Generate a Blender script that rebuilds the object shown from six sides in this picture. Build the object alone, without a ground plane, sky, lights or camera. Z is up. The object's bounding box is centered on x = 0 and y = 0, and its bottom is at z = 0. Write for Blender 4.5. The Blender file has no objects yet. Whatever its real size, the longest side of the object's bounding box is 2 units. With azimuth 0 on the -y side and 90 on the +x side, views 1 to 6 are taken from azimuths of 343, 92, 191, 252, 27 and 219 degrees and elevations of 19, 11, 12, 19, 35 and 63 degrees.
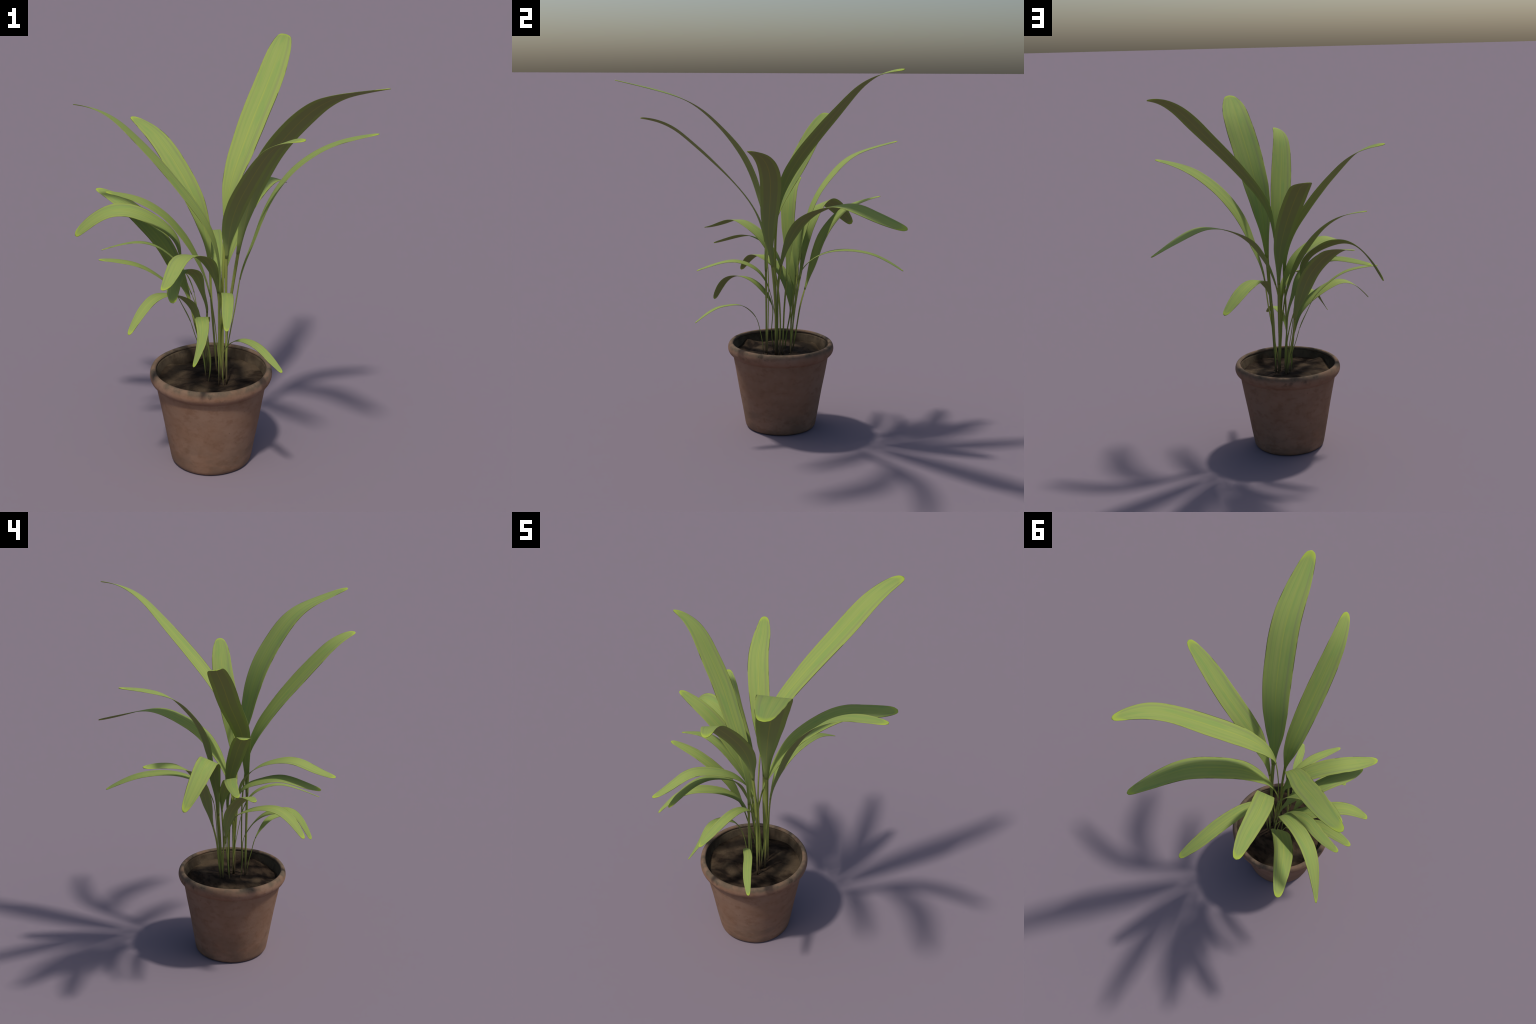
"""A broad-strap-leaved house plant in a terracotta flower pot.

One Empty (potted_plant) parents the pot (body, rolled rim), the soil and
19 leaves; each leaf carries its own stem.  Every leaf is a strip that is
bent along a B-spline spine; the un-bent strip is kept as the shape-key
basis, so Generated coordinates run along (x) and across (y) the blade.
"""
import bpy, bmesh, math, random
import numpy as np
from mathutils import noise, Vector
from collections import namedtuple

rng = np.random.default_rng(7)
COL = bpy.context.scene.collection
Leaf = namedtuple("Leaf", "spine half_width blade_from stem_half twist skew")

POT_X, POT_Y = -0.092, 0.074          # the pot's axis
SOIL_Z = 0.425

LEAVES = [
    Leaf([(-0.022, 0.068, 0.420), (-0.016, 0.080, 0.678), (0.007, 0.046, 0.901), (0.028, 0.004, 1.122), (0.054, -0.039, 1.342), (0.116, -0.105, 1.548), (0.194, -0.236, 1.714), (0.279, -0.387, 1.862), (0.337, -0.580, 1.906), (0.396, -0.734, 1.944)],
         half_width=0.0809, blade_from=0.348, stem_half=0.0101, twist=(0.13, 0.11, -0.33), skew=0.14),
    Leaf([(-0.034, -0.000, 0.420), (-0.033, 0.004, 0.636), (-0.035, 0.010, 0.826), (-0.039, -0.005, 1.014), (-0.038, -0.037, 1.200), (-0.030, -0.140, 1.355), (-0.012, -0.273, 1.488), (0.005, -0.408, 1.621), (0.036, -0.553, 1.736), (0.094, -0.666, 1.747)],
         half_width=0.0590, blade_from=0.407, stem_half=0.0074, twist=(-0.04, -0.34, -0.22), skew=-0.05),
    Leaf([(-0.038, 0.050, 0.420), (-0.016, 0.048, 0.626), (0.024, 0.043, 0.799), (0.034, 0.026, 0.974), (0.099, 0.007, 1.131), (0.151, 0.019, 1.292), (0.249, 0.029, 1.426), (0.376, 0.020, 1.538), (0.523, -0.018, 1.600), (0.673, -0.053, 1.623)],
         half_width=0.0574, blade_from=0.355, stem_half=0.0072, twist=(0.09, 0.18, -0.32), skew=0.20),
    Leaf([(-0.041, 0.046, 0.420), (-0.040, 0.047, 0.684), (-0.046, 0.043, 0.911), (-0.031, 0.041, 1.137), (-0.019, 0.068, 1.358), (0.078, 0.156, 1.534), (0.180, 0.277, 1.689), (0.295, 0.397, 1.840), (0.389, 0.529, 1.990), (0.453, 0.674, 1.999)],
         half_width=0.0704, blade_from=0.410, stem_half=0.0088, twist=(0.03, -0.82, 0.11), skew=0.05),
    Leaf([(-0.041, 0.056, 0.420), (-0.052, 0.058, 0.590), (-0.060, 0.053, 0.761), (-0.040, 0.068, 0.929), (0.011, 0.113, 1.087), (0.077, 0.188, 1.222), (0.180, 0.308, 1.295), (0.294, 0.432, 1.335), (0.388, 0.560, 1.273), (0.465, 0.708, 1.225)],
         half_width=0.0668, blade_from=0.352, stem_half=0.0084, twist=(0.06, -0.80, -0.07), skew=0.13),
    Leaf([(-0.056, -0.023, 0.419), (-0.059, -0.025, 0.490), (-0.072, -0.044, 0.559), (-0.065, -0.057, 0.629), (-0.046, -0.100, 0.684), (-0.014, -0.151, 0.723), (0.028, -0.211, 0.725), (0.054, -0.278, 0.719), (0.083, -0.335, 0.685), (0.117, -0.386, 0.645)],
         half_width=0.0227, blade_from=0.364, stem_half=0.0028, twist=(-0.08, -0.07, -0.14), skew=0.14),
    Leaf([(-0.046, 0.060, 0.420), (-0.048, 0.059, 0.519), (-0.056, 0.047, 0.619), (-0.058, 0.030, 0.717), (-0.048, 0.007, 0.815), (-0.050, -0.040, 0.904), (-0.069, -0.126, 0.950), (-0.086, -0.225, 0.957), (-0.116, -0.314, 0.921), (-0.143, -0.405, 0.881)],
         half_width=0.0270, blade_from=0.425, stem_half=0.0034, twist=(0.06, 0.29, 0.09), skew=0.13),
    Leaf([(-0.042, 0.057, 0.420), (-0.046, 0.051, 0.584), (-0.053, 0.043, 0.719), (-0.062, 0.039, 0.853), (-0.082, 0.032, 0.987), (-0.140, -0.034, 1.088), (-0.221, -0.126, 1.143), (-0.315, -0.219, 1.166), (-0.362, -0.317, 1.101), (-0.409, -0.386, 1.087)],
         half_width=0.0477, blade_from=0.412, stem_half=0.0060, twist=(-0.01, -0.57, 0.23), skew=0.07),
    Leaf([(-0.118, 0.034, 0.420), (-0.106, 0.020, 0.507), (-0.106, 0.020, 0.596), (-0.141, 0.034, 0.678), (-0.148, -0.013, 0.755), (-0.160, -0.074, 0.822), (-0.197, -0.153, 0.846), (-0.200, -0.242, 0.841), (-0.225, -0.288, 0.768), (-0.269, -0.318, 0.689)],
         half_width=0.0310, blade_from=0.362, stem_half=0.0039, twist=(-0.08, -1.29, -0.47), skew=-0.10),
    Leaf([(-0.074, -0.007, 0.420), (-0.077, -0.006, 0.636), (-0.075, -0.009, 0.826), (-0.065, -0.011, 1.014), (-0.095, 0.014, 1.196), (-0.196, 0.077, 1.343), (-0.296, 0.164, 1.478), (-0.414, 0.225, 1.613), (-0.536, 0.306, 1.730), (-0.665, 0.328, 1.745)],
         half_width=0.0587, blade_from=0.301, stem_half=0.0073, twist=(-0.04, -0.42, -0.19), skew=0.36),
    Leaf([(-0.114, 0.096, 0.420), (-0.119, 0.101, 0.528), (-0.142, 0.128, 0.627), (-0.144, 0.126, 0.732), (-0.182, 0.103, 0.827), (-0.257, 0.057, 0.887), (-0.326, -0.013, 0.924), (-0.400, -0.085, 0.942), (-0.469, -0.140, 0.891), (-0.527, -0.178, 0.812)],
         half_width=0.0410, blade_from=0.275, stem_half=0.0051, twist=(-0.10, -0.00, 0.04), skew=-0.01),
    Leaf([(-0.106, 0.129, 0.420), (-0.108, 0.138, 0.519), (-0.153, 0.145, 0.610), (-0.173, 0.138, 0.710), (-0.219, 0.148, 0.800), (-0.258, 0.136, 0.894), (-0.331, 0.124, 0.964), (-0.410, 0.107, 1.027), (-0.505, 0.112, 1.059), (-0.607, 0.117, 1.069)],
         half_width=0.0372, blade_from=0.345, stem_half=0.0046, twist=(0.01, -0.04, 0.08), skew=0.08),
    Leaf([(-0.099, 0.125, 0.420), (-0.103, 0.130, 0.539), (-0.125, 0.134, 0.651), (-0.144, 0.145, 0.763), (-0.154, 0.157, 0.877), (-0.203, 0.161, 0.979), (-0.278, 0.156, 1.065), (-0.372, 0.170, 1.129), (-0.479, 0.202, 1.113), (-0.582, 0.193, 1.089)],
         half_width=0.0346, blade_from=0.446, stem_half=0.0043, twist=(-0.09, -0.32, -0.02), skew=0.08),
    Leaf([(-0.097, 0.130, 0.420), (-0.091, 0.137, 0.547), (-0.114, 0.151, 0.693), (-0.160, 0.176, 0.833), (-0.214, 0.196, 0.968), (-0.204, 0.214, 1.110), (-0.324, 0.258, 1.201), (-0.459, 0.314, 1.262), (-0.577, 0.389, 1.205), (-0.671, 0.487, 1.077)],
         half_width=0.0483, blade_from=0.333, stem_half=0.0060, twist=(0.11, 2.16, -0.08), skew=0.36),
    Leaf([(-0.093, 0.138, 0.420), (-0.118, 0.163, 0.550), (-0.153, 0.175, 0.678), (-0.163, 0.216, 0.802), (-0.209, 0.251, 0.921), (-0.253, 0.284, 1.042), (-0.324, 0.346, 1.135), (-0.398, 0.425, 1.211), (-0.464, 0.532, 1.247), (-0.536, 0.646, 1.264)],
         half_width=0.0528, blade_from=0.324, stem_half=0.0066, twist=(0.20, 0.06, -0.40), skew=0.02),
    Leaf([(-0.050, 0.128, 0.420), (-0.061, 0.143, 0.625), (-0.072, 0.160, 0.798), (-0.071, 0.169, 0.972), (-0.081, 0.205, 1.141), (-0.128, 0.251, 1.302), (-0.187, 0.348, 1.430), (-0.249, 0.462, 1.545), (-0.287, 0.613, 1.579), (-0.336, 0.719, 1.604)],
         half_width=0.0565, blade_from=0.372, stem_half=0.0071, twist=(0.19, -0.07, -0.44), skew=0.19),
    Leaf([(-0.031, 0.132, 0.420), (-0.038, 0.137, 0.538), (-0.034, 0.147, 0.662), (-0.034, 0.154, 0.787), (-0.023, 0.171, 0.910), (-0.017, 0.260, 1.000), (0.003, 0.375, 1.040), (0.029, 0.499, 1.039), (0.051, 0.620, 1.015), (0.096, 0.732, 0.942)],
         half_width=0.0410, blade_from=0.406, stem_half=0.0051, twist=(0.01, 0.40, -0.40), skew=0.17),
    Leaf([(-0.044, 0.085, 0.420), (-0.054, 0.089, 0.555), (-0.066, 0.091, 0.688), (-0.081, 0.104, 0.820), (-0.112, 0.112, 0.950), (-0.163, 0.110, 1.074), (-0.233, 0.105, 1.188), (-0.320, 0.108, 1.290), (-0.434, 0.121, 1.355), (-0.556, 0.165, 1.373)],
         half_width=0.0446, blade_from=0.366, stem_half=0.0056, twist=(0.26, -0.57, -0.05), skew=0.39),
    Leaf([(-0.090, 0.128, 0.420), (-0.085, 0.126, 0.557), (-0.107, 0.138, 0.675), (-0.098, 0.091, 0.782), (-0.137, 0.080, 0.890), (-0.162, 0.044, 0.995), (-0.242, -0.031, 1.038), (-0.289, -0.132, 1.078), (-0.339, -0.228, 1.037), (-0.355, -0.329, 1.004)],
         half_width=0.0379, blade_from=0.346, stem_half=0.0047, twist=(-0.22, -0.07, 0.08), skew=0.42),
]


# ------------------------------------------------------------------ helpers
def new_object(name, mesh, parent):
    ob = bpy.data.objects.new(name, mesh)
    COL.objects.link(ob)
    ob.parent = parent
    return ob


def bspline(points, t):
    """Clamped uniform cubic B-spline through control points, sampled at t."""
    P = np.array(points, float)
    n, k = len(P), 3
    kn = np.concatenate([[0] * k, np.linspace(0, 1, n - k + 1), [1] * k])
    t = np.clip(t, 0, 1 - 1e-9)
    B = [((t >= kn[i]) & (t < kn[i + 1])).astype(float) for i in range(len(kn) - 1)]
    for d in range(1, k + 1):
        nxt = []
        for i in range(len(B) - 1):
            a = (t - kn[i]) / (kn[i + d] - kn[i]) if kn[i + d] > kn[i] else 0
            b = (kn[i + d + 1] - t) / (kn[i + d + 1] - kn[i + 1]) if kn[i + d + 1] > kn[i + 1] else 0
            nxt.append(a * B[i] + b * B[i + 1])
        B = nxt
    return np.stack(B, -1) @ P


# half-width of a blade, as a fraction of its widest, from its foot to its tip
BLADE_U = [0, .06, .14, .25, .40, .55, .70, .82, .90, .95, .982, .994, 1.0]
BLADE_W = [.15, .30, .62, .87, .98, 1.0, .93, .79, .62, .49, .35, .24, .06]
# smooth version of that outline (cosine-free, by heavy resampling)
_u = np.linspace(0, 1, 401)
_w = np.interp(_u, BLADE_U, BLADE_W)
_k = np.hanning(25); _k /= _k.sum()
_ws = np.convolve(np.pad(_w, 12, mode="edge"), _k, mode="valid")
_mix = np.clip((1 - _u) / .05, 0, 1)
BLADE_SMOOTH = _ws * _mix + _w * (1 - _mix)


def leaf_frame(L, N=400):
    """Spine, sideways direction, upward normal and half-width along one leaf."""
    C = bspline(L.spine, np.linspace(0, 1, N))
    seg = np.linalg.norm(np.diff(C, axis=0), axis=1)
    s = np.concatenate([[0], np.cumsum(seg)])
    length = s[-1]
    su = np.linspace(0, 1, N)
    C = np.stack([np.interp(su * length, s, C[:, i]) for i in range(3)], -1)
    T = np.gradient(C, axis=0)
    T /= np.linalg.norm(T, axis=1)[:, None]
    h = C[-1] - C[0]
    h = np.array([h[0], h[1], 0]) / np.hypot(h[0], h[1])
    n0 = np.cross(h, [0, 0, 1.0])
    S = n0 - T * (T @ n0)[:, None]
    S /= np.linalg.norm(S, axis=1)[:, None]
    U = np.cross(S, T)
    v = np.maximum(su, L.blade_from) - .6           # the twist builds up in the blade
    a = (L.twist[0] + L.twist[1] * v + L.twist[2] * 2 * v ** 2) * np.clip(su / L.blade_from, 0, 1)
    S, U = np.cos(a)[:, None] * S + np.sin(a)[:, None] * U, -np.sin(a)[:, None] * S + np.cos(a)[:, None] * U
    u = np.clip((su - L.blade_from) / (1 - L.blade_from), 0, 1) ** math.exp(L.skew)
    w = np.where(su > L.blade_from, L.half_width * np.interp(u, _u, BLADE_SMOOTH), 0)
    stem = L.stem_half * (.6 + .4 * np.clip(su / L.blade_from, 0, 1))
    w = np.maximum(w, np.where(su < .9, stem, 0))
    # round the joint of stem and blade
    k = np.hanning(15); k /= k.sum()
    ws = np.convolve(np.pad(w, 7, mode="edge"), k, mode="valid")
    m = np.clip((.93 - su) / .05, 0, 1)
    return su, C, S, U, ws * m + w * (1 - m), length


def strip_mesh(name, frame, s0, s1, n_along, n_across, thick, channel, ripple=0.0, seed=0):
    """Closed strip with an upper and a lower face, bent along the leaf frame."""
    su, C, S, U, w, length = frame
    f = np.linspace(0, 1, n_along)
    f = f + .5 * f * (1 - f)                   # rows crowd together towards the far end
    q = s0 + (s1 - s0) * f
    g = lambda A: np.stack([np.interp(q, su, A[:, i]) for i in range(3)], -1)
    c, sd, up = g(C), g(S), g(U)
    ww = np.interp(q, su, w)
    # across positions; denser at the rim so that the edge is rounded
    a = np.sin(np.linspace(-math.pi / 2, math.pi / 2, n_across))
    flat, bent, faces = [], [], []
    for side in (1, -1):
        for i in range(n_along):
            th, ch = thick(q[i]) * .5, channel(q[i])
            for x in a:
                edge = math.sqrt(max(0.0, 1 - x * x * .98))
                lift = ch * ww[i] * (x * x - .35)
                lift += ripple * ww[i] * abs(x) ** 3 * noise.noise(Vector((q[i] * 9 + seed, np.sign(x) * 3.1 + seed, seed * 1.7)))
                z = lift + side * th * (.25 + .75 * edge)
                flat.append((f[i], x, side * .01))
                bent.append(c[i] + sd[i] * (x * ww[i]) + up[i] * z)
    M = n_along * n_across
    I = lambda k, i, j: k * M + i * n_across + j
    for i in range(n_along - 1):
        for j in range(n_across - 1):
            faces.append((I(0, i, j), I(0, i + 1, j), I(0, i + 1, j + 1), I(0, i, j + 1))[::-1])
            faces.append((I(1, i, j), I(1, i + 1, j), I(1, i + 1, j + 1), I(1, i, j + 1)))
        for j, rev in ((0, False), (n_across - 1, True)):
            f = (I(0, i, j), I(1, i, j), I(1, i + 1, j), I(0, i + 1, j))
            faces.append(f if rev else f[::-1])
    for i, rev in ((0, True), (n_along - 1, False)):
        for j in range(n_across - 1):
            f = (I(0, i, j), I(1, i, j), I(1, i, j + 1), I(0, i, j + 1))
            faces.append(f if rev else f[::-1])
    me = bpy.data.meshes.new(name)
    me.from_pydata(flat, [], faces)
    me.polygons.foreach_set("use_smooth", [True] * len(me.polygons))
    return me, np.array(bent)


def bend(ob, bent):
    """Shape key that carries the flat strip onto the leaf's spine."""
    ob.shape_key_add(name="flat")
    key = ob.shape_key_add(name="bent")
    key.data.foreach_set("co", bent.astype(np.float32).ravel())
    key.value = 1.0
    ob.active_shape_key_index = 1


# ---------------------------------------------------------------- materials
class Nodes:
    def __init__(self, name):
        self.mat = bpy.data.materials.new(name)
        self.mat.use_nodes = True
        self.t = self.mat.node_tree
        self.bsdf = self.t.nodes["Principled BSDF"]

    def n(self, kind, **inputs):
        node = self.t.nodes.new(kind)
        for k, v in inputs.items():
            if k in ("operation", "blend_type", "data_type", "noise_dimensions", "interpolation_type", "feature", "wave_type", "bands_direction"):
                setattr(node, k, v)
        for k, v in inputs.items():
            if k in ("operation", "blend_type", "data_type", "noise_dimensions", "interpolation_type", "feature", "wave_type", "bands_direction"):
                continue
            key = int(k[1:]) if k[0] == "i" and k[1:].isdigit() else k.replace("_", " ")
            if hasattr(v, "is_linked"):
                self.t.links.new(v, node.inputs[key])
            else:
                node.inputs[key].default_value = v
        return node

    def math(self, op, a, b=0.0, c=0.0):
        return self.n("ShaderNodeMath", operation=op, i0=a, i1=b, i2=c).outputs[0]

    def ramp(self, v, lo, hi, a=0.0, b=1.0):
        return self.n("ShaderNodeMapRange", interpolation_type="SMOOTHSTEP", i0=v, i1=lo, i2=hi, i3=a, i4=b).outputs[0]

    def mix(self, fac, a, b, blend="MIX"):
        m = self.n("ShaderNodeMix", data_type="RGBA", blend_type=blend, i0=fac, i6=a, i7=b)
        return m.outputs[2]

    def noise(self, vec, scale, detail=3.0, rough=.5):
        return self.n("ShaderNodeTexNoise", Vector=vec, Scale=scale, Detail=detail, Roughness=rough).outputs[0]

    def mapping(self, vec, scale, loc=(0, 0, 0)):
        return self.n("ShaderNodeMapping", Vector=vec, Scale=scale, Location=loc).outputs[0]

    def coord(self, which):
        return self.t.nodes.new("ShaderNodeTexCoord").outputs[which]

    def finish(self, colour, rough=.6, spec=.3, bump=None, bump_strength=.2, bump_dist=.01):
        self.t.links.new(colour, self.bsdf.inputs["Base Color"])
        if hasattr(rough, "is_linked"):
            self.t.links.new(rough, self.bsdf.inputs["Roughness"])
        else:
            self.bsdf.inputs["Roughness"].default_value = rough
        self.bsdf.inputs["Specular IOR Level"].default_value = spec
        if bump is not None:
            b = self.n("ShaderNodeBump", Strength=bump_strength, Distance=bump_dist, Height=bump)
            self.t.links.new(b.outputs[0], self.bsdf.inputs["Normal"])
        return self.mat


def rgb(r, g, b):
    return (r, g, b, 1.0)


def across_along(N):
    sep = N.n("ShaderNodeSeparateXYZ", Vector=N.coord("Generated"))
    along = sep.outputs[0]
    across = N.math("MULTIPLY_ADD", sep.outputs[1], 2.0, -1.0)       # -1 .. 1
    return along, across, N.math("ABSOLUTE", across)


def leaf_material():
    N = Nodes("strap_leaf")
    along, across, dist = across_along(N)
    rand = N.t.nodes.new("ShaderNodeObjectInfo").outputs["Random"]
    vec = N.n("ShaderNodeCombineXYZ", X=along, Y=across, Z=N.math("MULTIPLY", rand, 40.0)).outputs[0]
    fine = N.noise(N.mapping(vec, (1.4, 19, 1)), 1.0, 3)
    broad = N.noise(N.mapping(vec, (2.2, 5.5, 1)), 1.0, 2)
    patch = N.noise(N.mapping(vec, (7, 2.0, 1)), 1.0, 2)
    col = N.mix(N.ramp(broad, .35, .65), rgb(0.245, 0.324, 0.088), rgb(0.280, 0.339, 0.095))
    col = N.mix(N.ramp(patch, .5, .72, 0, .55), col, rgb(0.202, 0.319, 0.088))
    col = N.mix(N.ramp(fine, .42, .74, 0, .36), col, rgb(0.310, 0.361, 0.090))
    col = N.mix(N.ramp(fine, .26, .54, .34, 0), col, rgb(0.194, 0.264, 0.079))
    # greyish vein parallel to the margin, one half stronger than the other
    off = N.math("ABSOLUTE", N.math("SUBTRACT", across, .66))
    col = N.mix(N.ramp(off, .02, .13, .55, 0), col, rgb(0.215, 0.242, 0.104))
    off2 = N.math("ABSOLUTE", N.math("ADD", across, .70))
    col = N.mix(N.ramp(off2, .02, .10, .28, 0), col, rgb(0.215, 0.251, 0.095))
    # olive-yellow margin, pale midrib
    col = N.mix(N.ramp(dist, .76, .95, 0, .48), col, rgb(0.297, 0.339, 0.077))
    col = N.mix(N.math("MULTIPLY", N.ramp(dist, .010, .06, .6, 0), N.ramp(along, .95, .55, .25, 1)), col, rgb(0.344, 0.378, 0.077))
    # yellow tip: follows the rounded end
    tip = N.math("ADD", along, N.math("MULTIPLY", N.math("POWER", dist, 2.0), .035))
    col = N.mix(N.ramp(tip, .960, 1.0, 0, .78), col, rgb(0.370, 0.466, 0.059))
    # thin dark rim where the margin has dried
    dry = N.noise(N.mapping(vec, (9, .6, 1)), 1.0, 2)
    rim = N.math("MULTIPLY", N.ramp(dist, .94, .985), N.ramp(dry, .47, .60))
    col = N.mix(N.math("MULTIPLY", rim, .85), col, rgb(.035, .045, .012))
    # underside: brown middle between two green margins
    under = N.math("LESS_THAN", N.t.nodes["Separate XYZ"].outputs[2], .5)
    low = N.mix(N.ramp(dist, .64, .70), rgb(.238, .272, .094), rgb(.262, .338, .085))
    low = N.mix(N.ramp(fine, .35, .65, .35, 0), low, rgb(.250, .243, .094))
    low = N.mix(N.ramp(along, .45, .05, 0, .6), low, rgb(.215, .290, .088))
    low = N.mix(N.ramp(dist, .012, .06, .55, 0), low, rgb(.36, .35, .08))
    col = N.mix(N.math("MULTIPLY", under, N.ramp(along, .99, .95)), col, low)
    # yellower foot of the blade
    col = N.mix(N.ramp(along, .0, .12, .35, 0), col, rgb(0.258, 0.299, 0.068))
    bump = N.noise(N.mapping(vec, (1.2, 34, 1)), 1.0, 2)
    return N.finish(col, .8, .06, bump, .12, .004)


def stem_material():
    N = Nodes("leaf_stem")
    along, across, dist = across_along(N)
    rand = N.t.nodes.new("ShaderNodeObjectInfo").outputs["Random"]
    vec = N.n("ShaderNodeCombineXYZ", X=along, Y=across, Z=N.math("MULTIPLY", rand, 40.0)).outputs[0]
    fine = N.noise(N.mapping(vec, (1.3, 4, 1)), 1.0, 3)
    col = N.mix(N.ramp(fine, .35, .65), rgb(.20, .26, .065), rgb(.31, .34, .085))
    col = N.mix(N.ramp(dist, .06, .32, .65, 0), col, rgb(.40, .39, .08))
    wob = N.math("ADD", along, N.math("MULTIPLY_ADD", fine, .2, -.1))
    col = N.mix(N.ramp(wob, .30, .06), col, rgb(.115, .085, .045))   # fades to dark brown towards the soil
    return N.finish(col, .8, .06)


def terracotta_material(name="terracotta", rim=False):
    N = Nodes(name)
    P = N.coord("Object")
    sep = N.n("ShaderNodeSeparateXYZ", Vector=P)
    z = sep.outputs[2]
    big = N.noise(P, 5.5, 4, .6)
    mid = N.noise(N.mapping(P, (1, 1, 1.4), (3, 1, 7)), 17, 5, .65)
    fine = N.noise(P, 120, 3, .6)
    col = N.mix(N.ramp(big, .35, .68), rgb(.243, .138, .086), rgb(.268, .163, .109))
    col = N.mix(N.ramp(mid, .48, .68, 0, .7), col, rgb(.200, .106, .062))
    col = N.mix(N.ramp(mid, .30, .46, .4, 0), col, rgb(.28, .175, .12))
    col = N.mix(N.ramp(fine, .55, .8, 0, .25), col, rgb(.15, .08, .05))
    fleck = N.n("ShaderNodeTexVoronoi", Vector=P, Scale=26.0)
    col = N.mix(N.math("MULTIPLY", N.ramp(fleck.outputs["Distance"], .05, .12, .5, 0), N.ramp(big, .42, .55)), col, rgb(.14, .075, .045))
    # weathered, grey-brown patches; more of them around the foot and on the rim
    dirt = N.noise(N.mapping(P, (1, 1, 1.8), (9, 4, 2)), 7.0, 4, .6)
    if rim:
        n2 = N.noise(N.mapping(P, (1, 1, 1), (5, 2, 2)), 16, 4, .6)
        top = N.ramp(z, .458, .484)
        col = N.mix(N.math("MULTIPLY", top, N.ramp(n2, .36, .58, .40, .95)), col, rgb(.115, .088, .060))
        spot = N.math("MULTIPLY", N.ramp(n2, .56, .66), N.ramp(z, .43, .475))
        col = N.mix(N.math("MULTIPLY", spot, .75), col, rgb(.06, .042, .03))
    else:
        foot = N.ramp(z, .24, .02)
        m = N.math("MULTIPLY", N.math("MULTIPLY_ADD", foot, .45, .10), N.ramp(dirt, .38, .64))
        col = N.mix(m, col, rgb(.135, .092, .062))
    b = N.math("ADD", N.math("MULTIPLY", mid, .6), N.math("MULTIPLY", fine, .4))
    return N.finish(col, .85, .15, b, .25, .006)


def soil_material():
    N = Nodes("potting_soil")
    P = N.coord("Object")
    big = N.noise(N.mapping(P, (1, 1, 1), (2, 5, 1)), 6.5, 3, .5)
    flat = N.n("ShaderNodeVectorMath", operation="MULTIPLY", i0=P, i1=(1, 1, 0))
    rad = N.n("ShaderNodeVectorMath", operation="LENGTH", i0=flat.outputs[0]).outputs["Value"]
    edge = N.ramp(rad, .07, .19, .12, 1)        # pale patches near the wall, darker in the middle
    mid = N.noise(N.mapping(P, (1, 2.2, 1)), 14, 4, .55)
    fine = N.noise(P, 90, 4, .65)
    col = N.mix(N.ramp(mid, .38, .62), rgb(.016, .0105, .007), rgb(.044, .029, .018))
    col = N.mix(N.math("MULTIPLY", N.ramp(big, .46, .60, 0, .9), edge), col, rgb(.090, .063, .038))
    col = N.mix(N.ramp(fine, .5, .75, 0, .3), col, rgb(.020, .014, .010))
    speck = N.n("ShaderNodeTexVoronoi", Vector=P, Scale=70.0)
    few = N.math("MULTIPLY", N.ramp(speck.outputs["Distance"], .06, .11, .35, 0), N.ramp(big, .42, .6))
    col = N.mix(few, col, rgb(.20, .17, .125))
    b = N.math("ADD", N.math("MULTIPLY", mid, .6), N.math("MULTIPLY", fine, .4))
    return N.finish(col, .95, .1, b, .5, .012)


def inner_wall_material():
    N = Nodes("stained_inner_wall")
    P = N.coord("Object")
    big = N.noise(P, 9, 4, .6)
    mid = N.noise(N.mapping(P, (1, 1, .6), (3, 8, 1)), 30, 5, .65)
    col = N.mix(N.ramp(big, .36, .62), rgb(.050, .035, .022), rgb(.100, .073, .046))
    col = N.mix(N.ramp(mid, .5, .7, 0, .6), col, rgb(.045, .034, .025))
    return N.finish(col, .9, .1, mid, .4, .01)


# ---------------------------------------------------------------- building
def turned(name, profile, steps, parent, mat, wobble=0.0):
    """Lathe a closed profile of (radius, height) around the pot's axis."""
    prof = list(profile)
    m = len(prof)
    verts, faces = [], []
    for k in range(steps):
        a = 2 * math.pi * k / steps
        for r, z in prof:
            d = wobble * noise.noise(Vector((math.cos(a) * 1.6, math.sin(a) * 1.6, z * 6)))
            verts.append(((r + d) * math.cos(a), (r + d) * math.sin(a), z + d * .6 * (z > .05)))
    for k in range(steps):
        for j in range(m):
            faces.append((k * m + j, ((k + 1) % steps) * m + j, ((k + 1) % steps) * m + (j + 1) % m, k * m + (j + 1) % m))
    me = bpy.data.meshes.new(name)
    me.from_pydata(verts, [], faces)
    me.polygons.foreach_set("use_smooth", [True] * len(faces))
    bm = bmesh.new(); bm.from_mesh(me)
    bmesh.ops.recalc_face_normals(bm, faces=bm.faces)
    bm.to_mesh(me); bm.free()
    ob = new_object(name, me, parent)
    ob.location = (POT_X, POT_Y, 0)
    me.materials.append(mat)
    return ob


def smooth_profile(pts, n):
    return [tuple(p) for p in bspline(pts, np.linspace(0, 1, n))]


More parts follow.
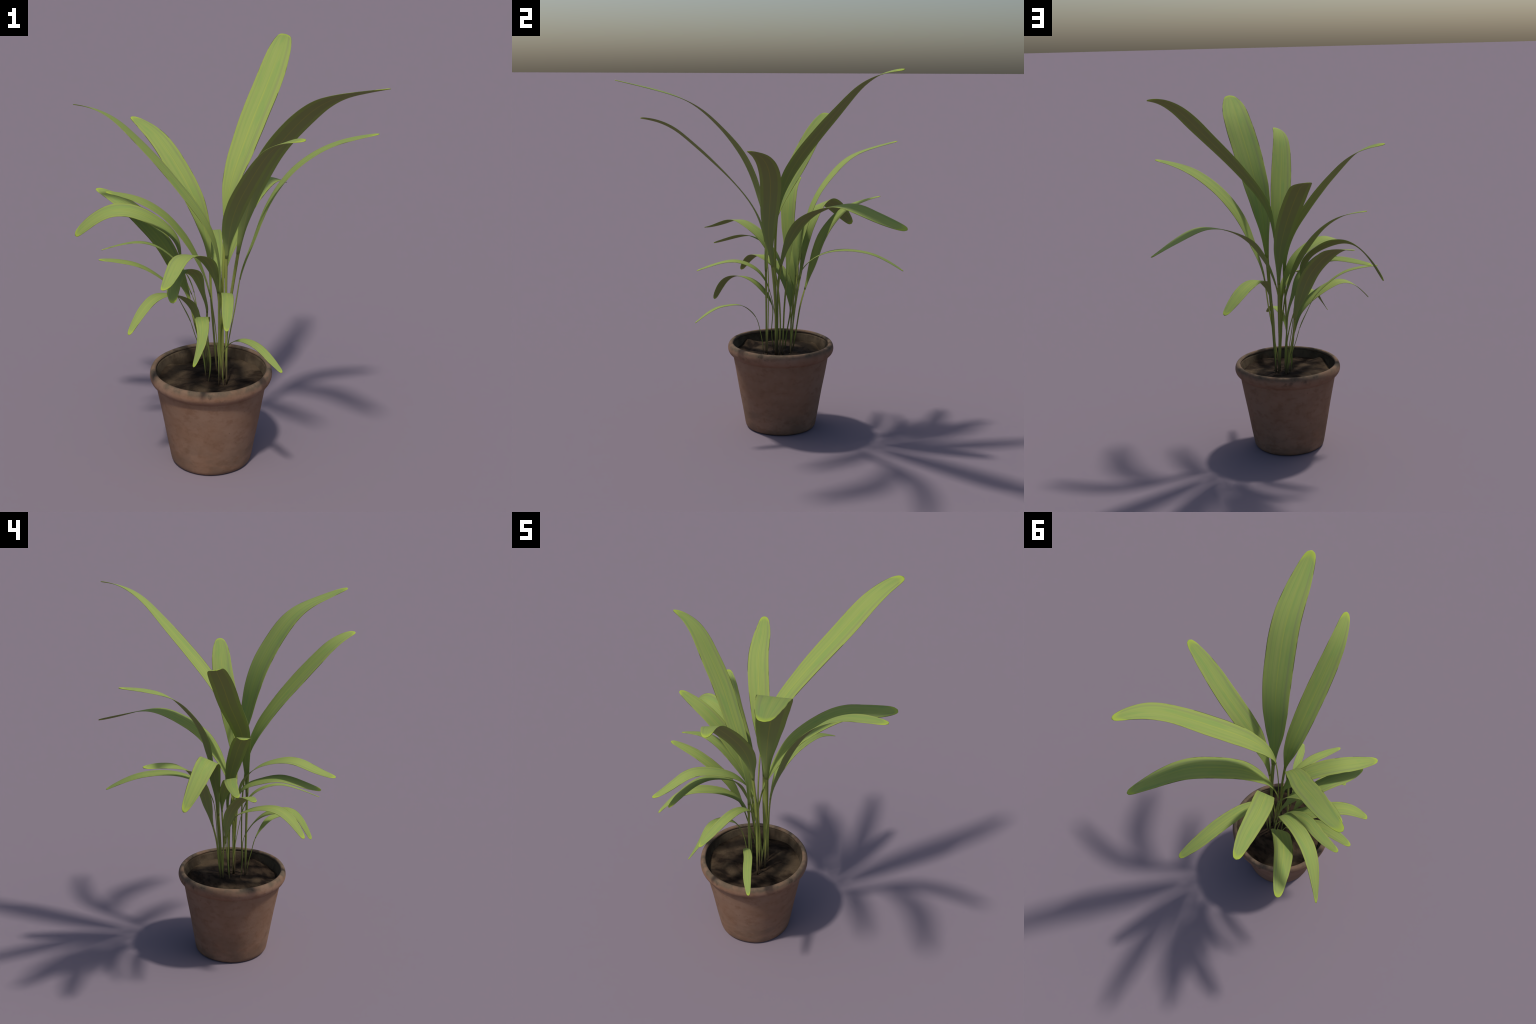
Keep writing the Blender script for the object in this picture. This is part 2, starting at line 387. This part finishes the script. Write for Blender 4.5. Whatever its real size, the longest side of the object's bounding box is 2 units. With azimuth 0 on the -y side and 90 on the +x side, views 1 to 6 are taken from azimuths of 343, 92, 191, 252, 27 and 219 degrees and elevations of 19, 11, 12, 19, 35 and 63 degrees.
def build():
    plant = bpy.data.objects.new("potted_plant", None)
    COL.objects.link(plant)
    plant.empty_display_size = .2
    plant["label"] = "strap-leaved green house plant in a weathered terracotta pot"
    plant["category"] = "potted plant"

    # --- pot: tapered body, hollow, with a separate rolled rim
    outer = [(.0005, .0), (.178, .0), (.192, .002), (.1985, .010), (.2015, .022)]
    outer += [(.2015 + (.2685 - .2015) * k / 14, .022 + (.415 - .022) * k / 14) for k in range(1, 15)]
    inner = [(.2695, .440), (.276, .470), (.2695, .4745), (.265, .465), (.255, .435), (.243, .405), (.232, .370)]
    inner += [(.232 - (.232 - .190) * k / 6, .370 - .33 * k / 6) for k in range(1, 7)]
    inner += [(.0005, .038)]
    pot = turned("flower_pot", outer + inner, 144, plant, terracotta_material(), .0022)
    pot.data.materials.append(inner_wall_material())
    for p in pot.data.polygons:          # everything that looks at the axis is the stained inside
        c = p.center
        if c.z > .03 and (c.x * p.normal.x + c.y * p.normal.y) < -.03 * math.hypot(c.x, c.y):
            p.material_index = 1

    rim_pts = [(.258, .405), (.2655, .411), (.2695, .4165), (.277, .421), (.289, .431), (.2965, .447), (.2975, .462), (.2945, .477),
               (.288, .4875), (.2795, .4905), (.2725, .489), (.2685, .485), (.267, .479), (.270, .474), (.275, .470), (.272, .450), (.266, .425)]
    rim = turned("rolled_rim", smooth_profile(rim_pts, 44), 180, plant, terracotta_material("weathered_terracotta_rim", True), .0024)
    rim.parent = pot
    rim.location = (0, 0, 0)

    # --- soil: an uneven disc with mounds against the wall
    R, rings, spokes = .2560, 60, 160
    verts, faces = [(0, 0, 0)], []
    def height(x, y):
        r = math.hypot(x, y)
        p = Vector((x, y, 0))
        a = math.atan2(y, x)
        q = r / R
        # nearly level, a little higher round the stems
        lee = max(0, math.sin(a - .3)) ** 2                              # lower at the back
        h = .005 - (.002 + .006 * lee) * max(0, (q - .35) / .65) ** 1.2
        h += .016 * noise.noise(p * 6 + Vector((1, 2, 3))) + .005 * noise.noise(p * 15 + Vector((3, 1, 4)))
        h += .0011 * noise.noise(p * 60) + .0006 * noise.noise(p * 130)
        h += .003 * math.sin((x * .5 + y * .86) * 70 + 6 * noise.noise(p * 6)) * max(0, 1 - q)
        lobe = noise.noise(Vector((math.cos(a) * 2.2, math.sin(a) * 2.2, 9)))
        h += .034 * max(0, lobe + .05) * max(0, (q - .68) / .32)        # drifts against the wall
        return SOIL_Z + h
    verts = [(0, 0, height(0, 0))]
    for i in range(1, rings + 1):
        for k in range(spokes):
            a = 2 * math.pi * k / spokes
            r = R * i / rings
            x, y = r * math.cos(a), r * math.sin(a)
            verts.append((x, y, height(x, y)))
    for k in range(spokes):
        verts.append((R * math.cos(2 * math.pi * k / spokes), R * math.sin(2 * math.pi * k / spokes), .36))
    for k in range(spokes):
        faces.append((0, 1 + k, 1 + (k + 1) % spokes))
        for i in range(rings):
            a, b = 1 + i * spokes, 1 + (i + 1) * spokes
            faces.append((a + k, b + k, b + (k + 1) % spokes, a + (k + 1) % spokes))
    faces.append(tuple(1 + rings * spokes + k for k in range(spokes))[::-1])
    me = bpy.data.meshes.new("soil")
    me.from_pydata(verts, [], faces)
    me.polygons.foreach_set("use_smooth", [True] * len(faces))
    soil = new_object("soil", me, plant)
    soil.location = (POT_X, POT_Y, 0)
    me.materials.append(soil_material())

    # --- leaves
    leaf_mat, stem_mat = leaf_material(), stem_material()
    for k, L in enumerate(LEAVES):
        frame = leaf_frame(L)
        w = L.half_width
        blade_thick = lambda s: .0030 + .0008 * w / .08
        chan = lambda s, b=L.blade_from: .01 + .40 * math.exp(-((s - b) / .07) ** 2)
        me, bent = strip_mesh("leaf", frame, L.blade_from - .012, 1.0, 72, 13, blade_thick, chan, .05, k * 2.3)
        me.materials.append(leaf_mat)
        leaf = new_object("leaf", me, plant)
        bend(leaf, bent)
        stem_thick = lambda s: .0040 * (.55 + .45 * w / .06) * max(.12, min(1, (L.blade_from + .004 - s) / .05))
        me, bent = strip_mesh("stem", frame, 0, L.blade_from + .012, 30, 9, stem_thick, lambda s: .35, 0)
        me.materials.append(stem_mat)
        stem = new_object("stem", me, leaf)
        bend(stem, bent)


build()
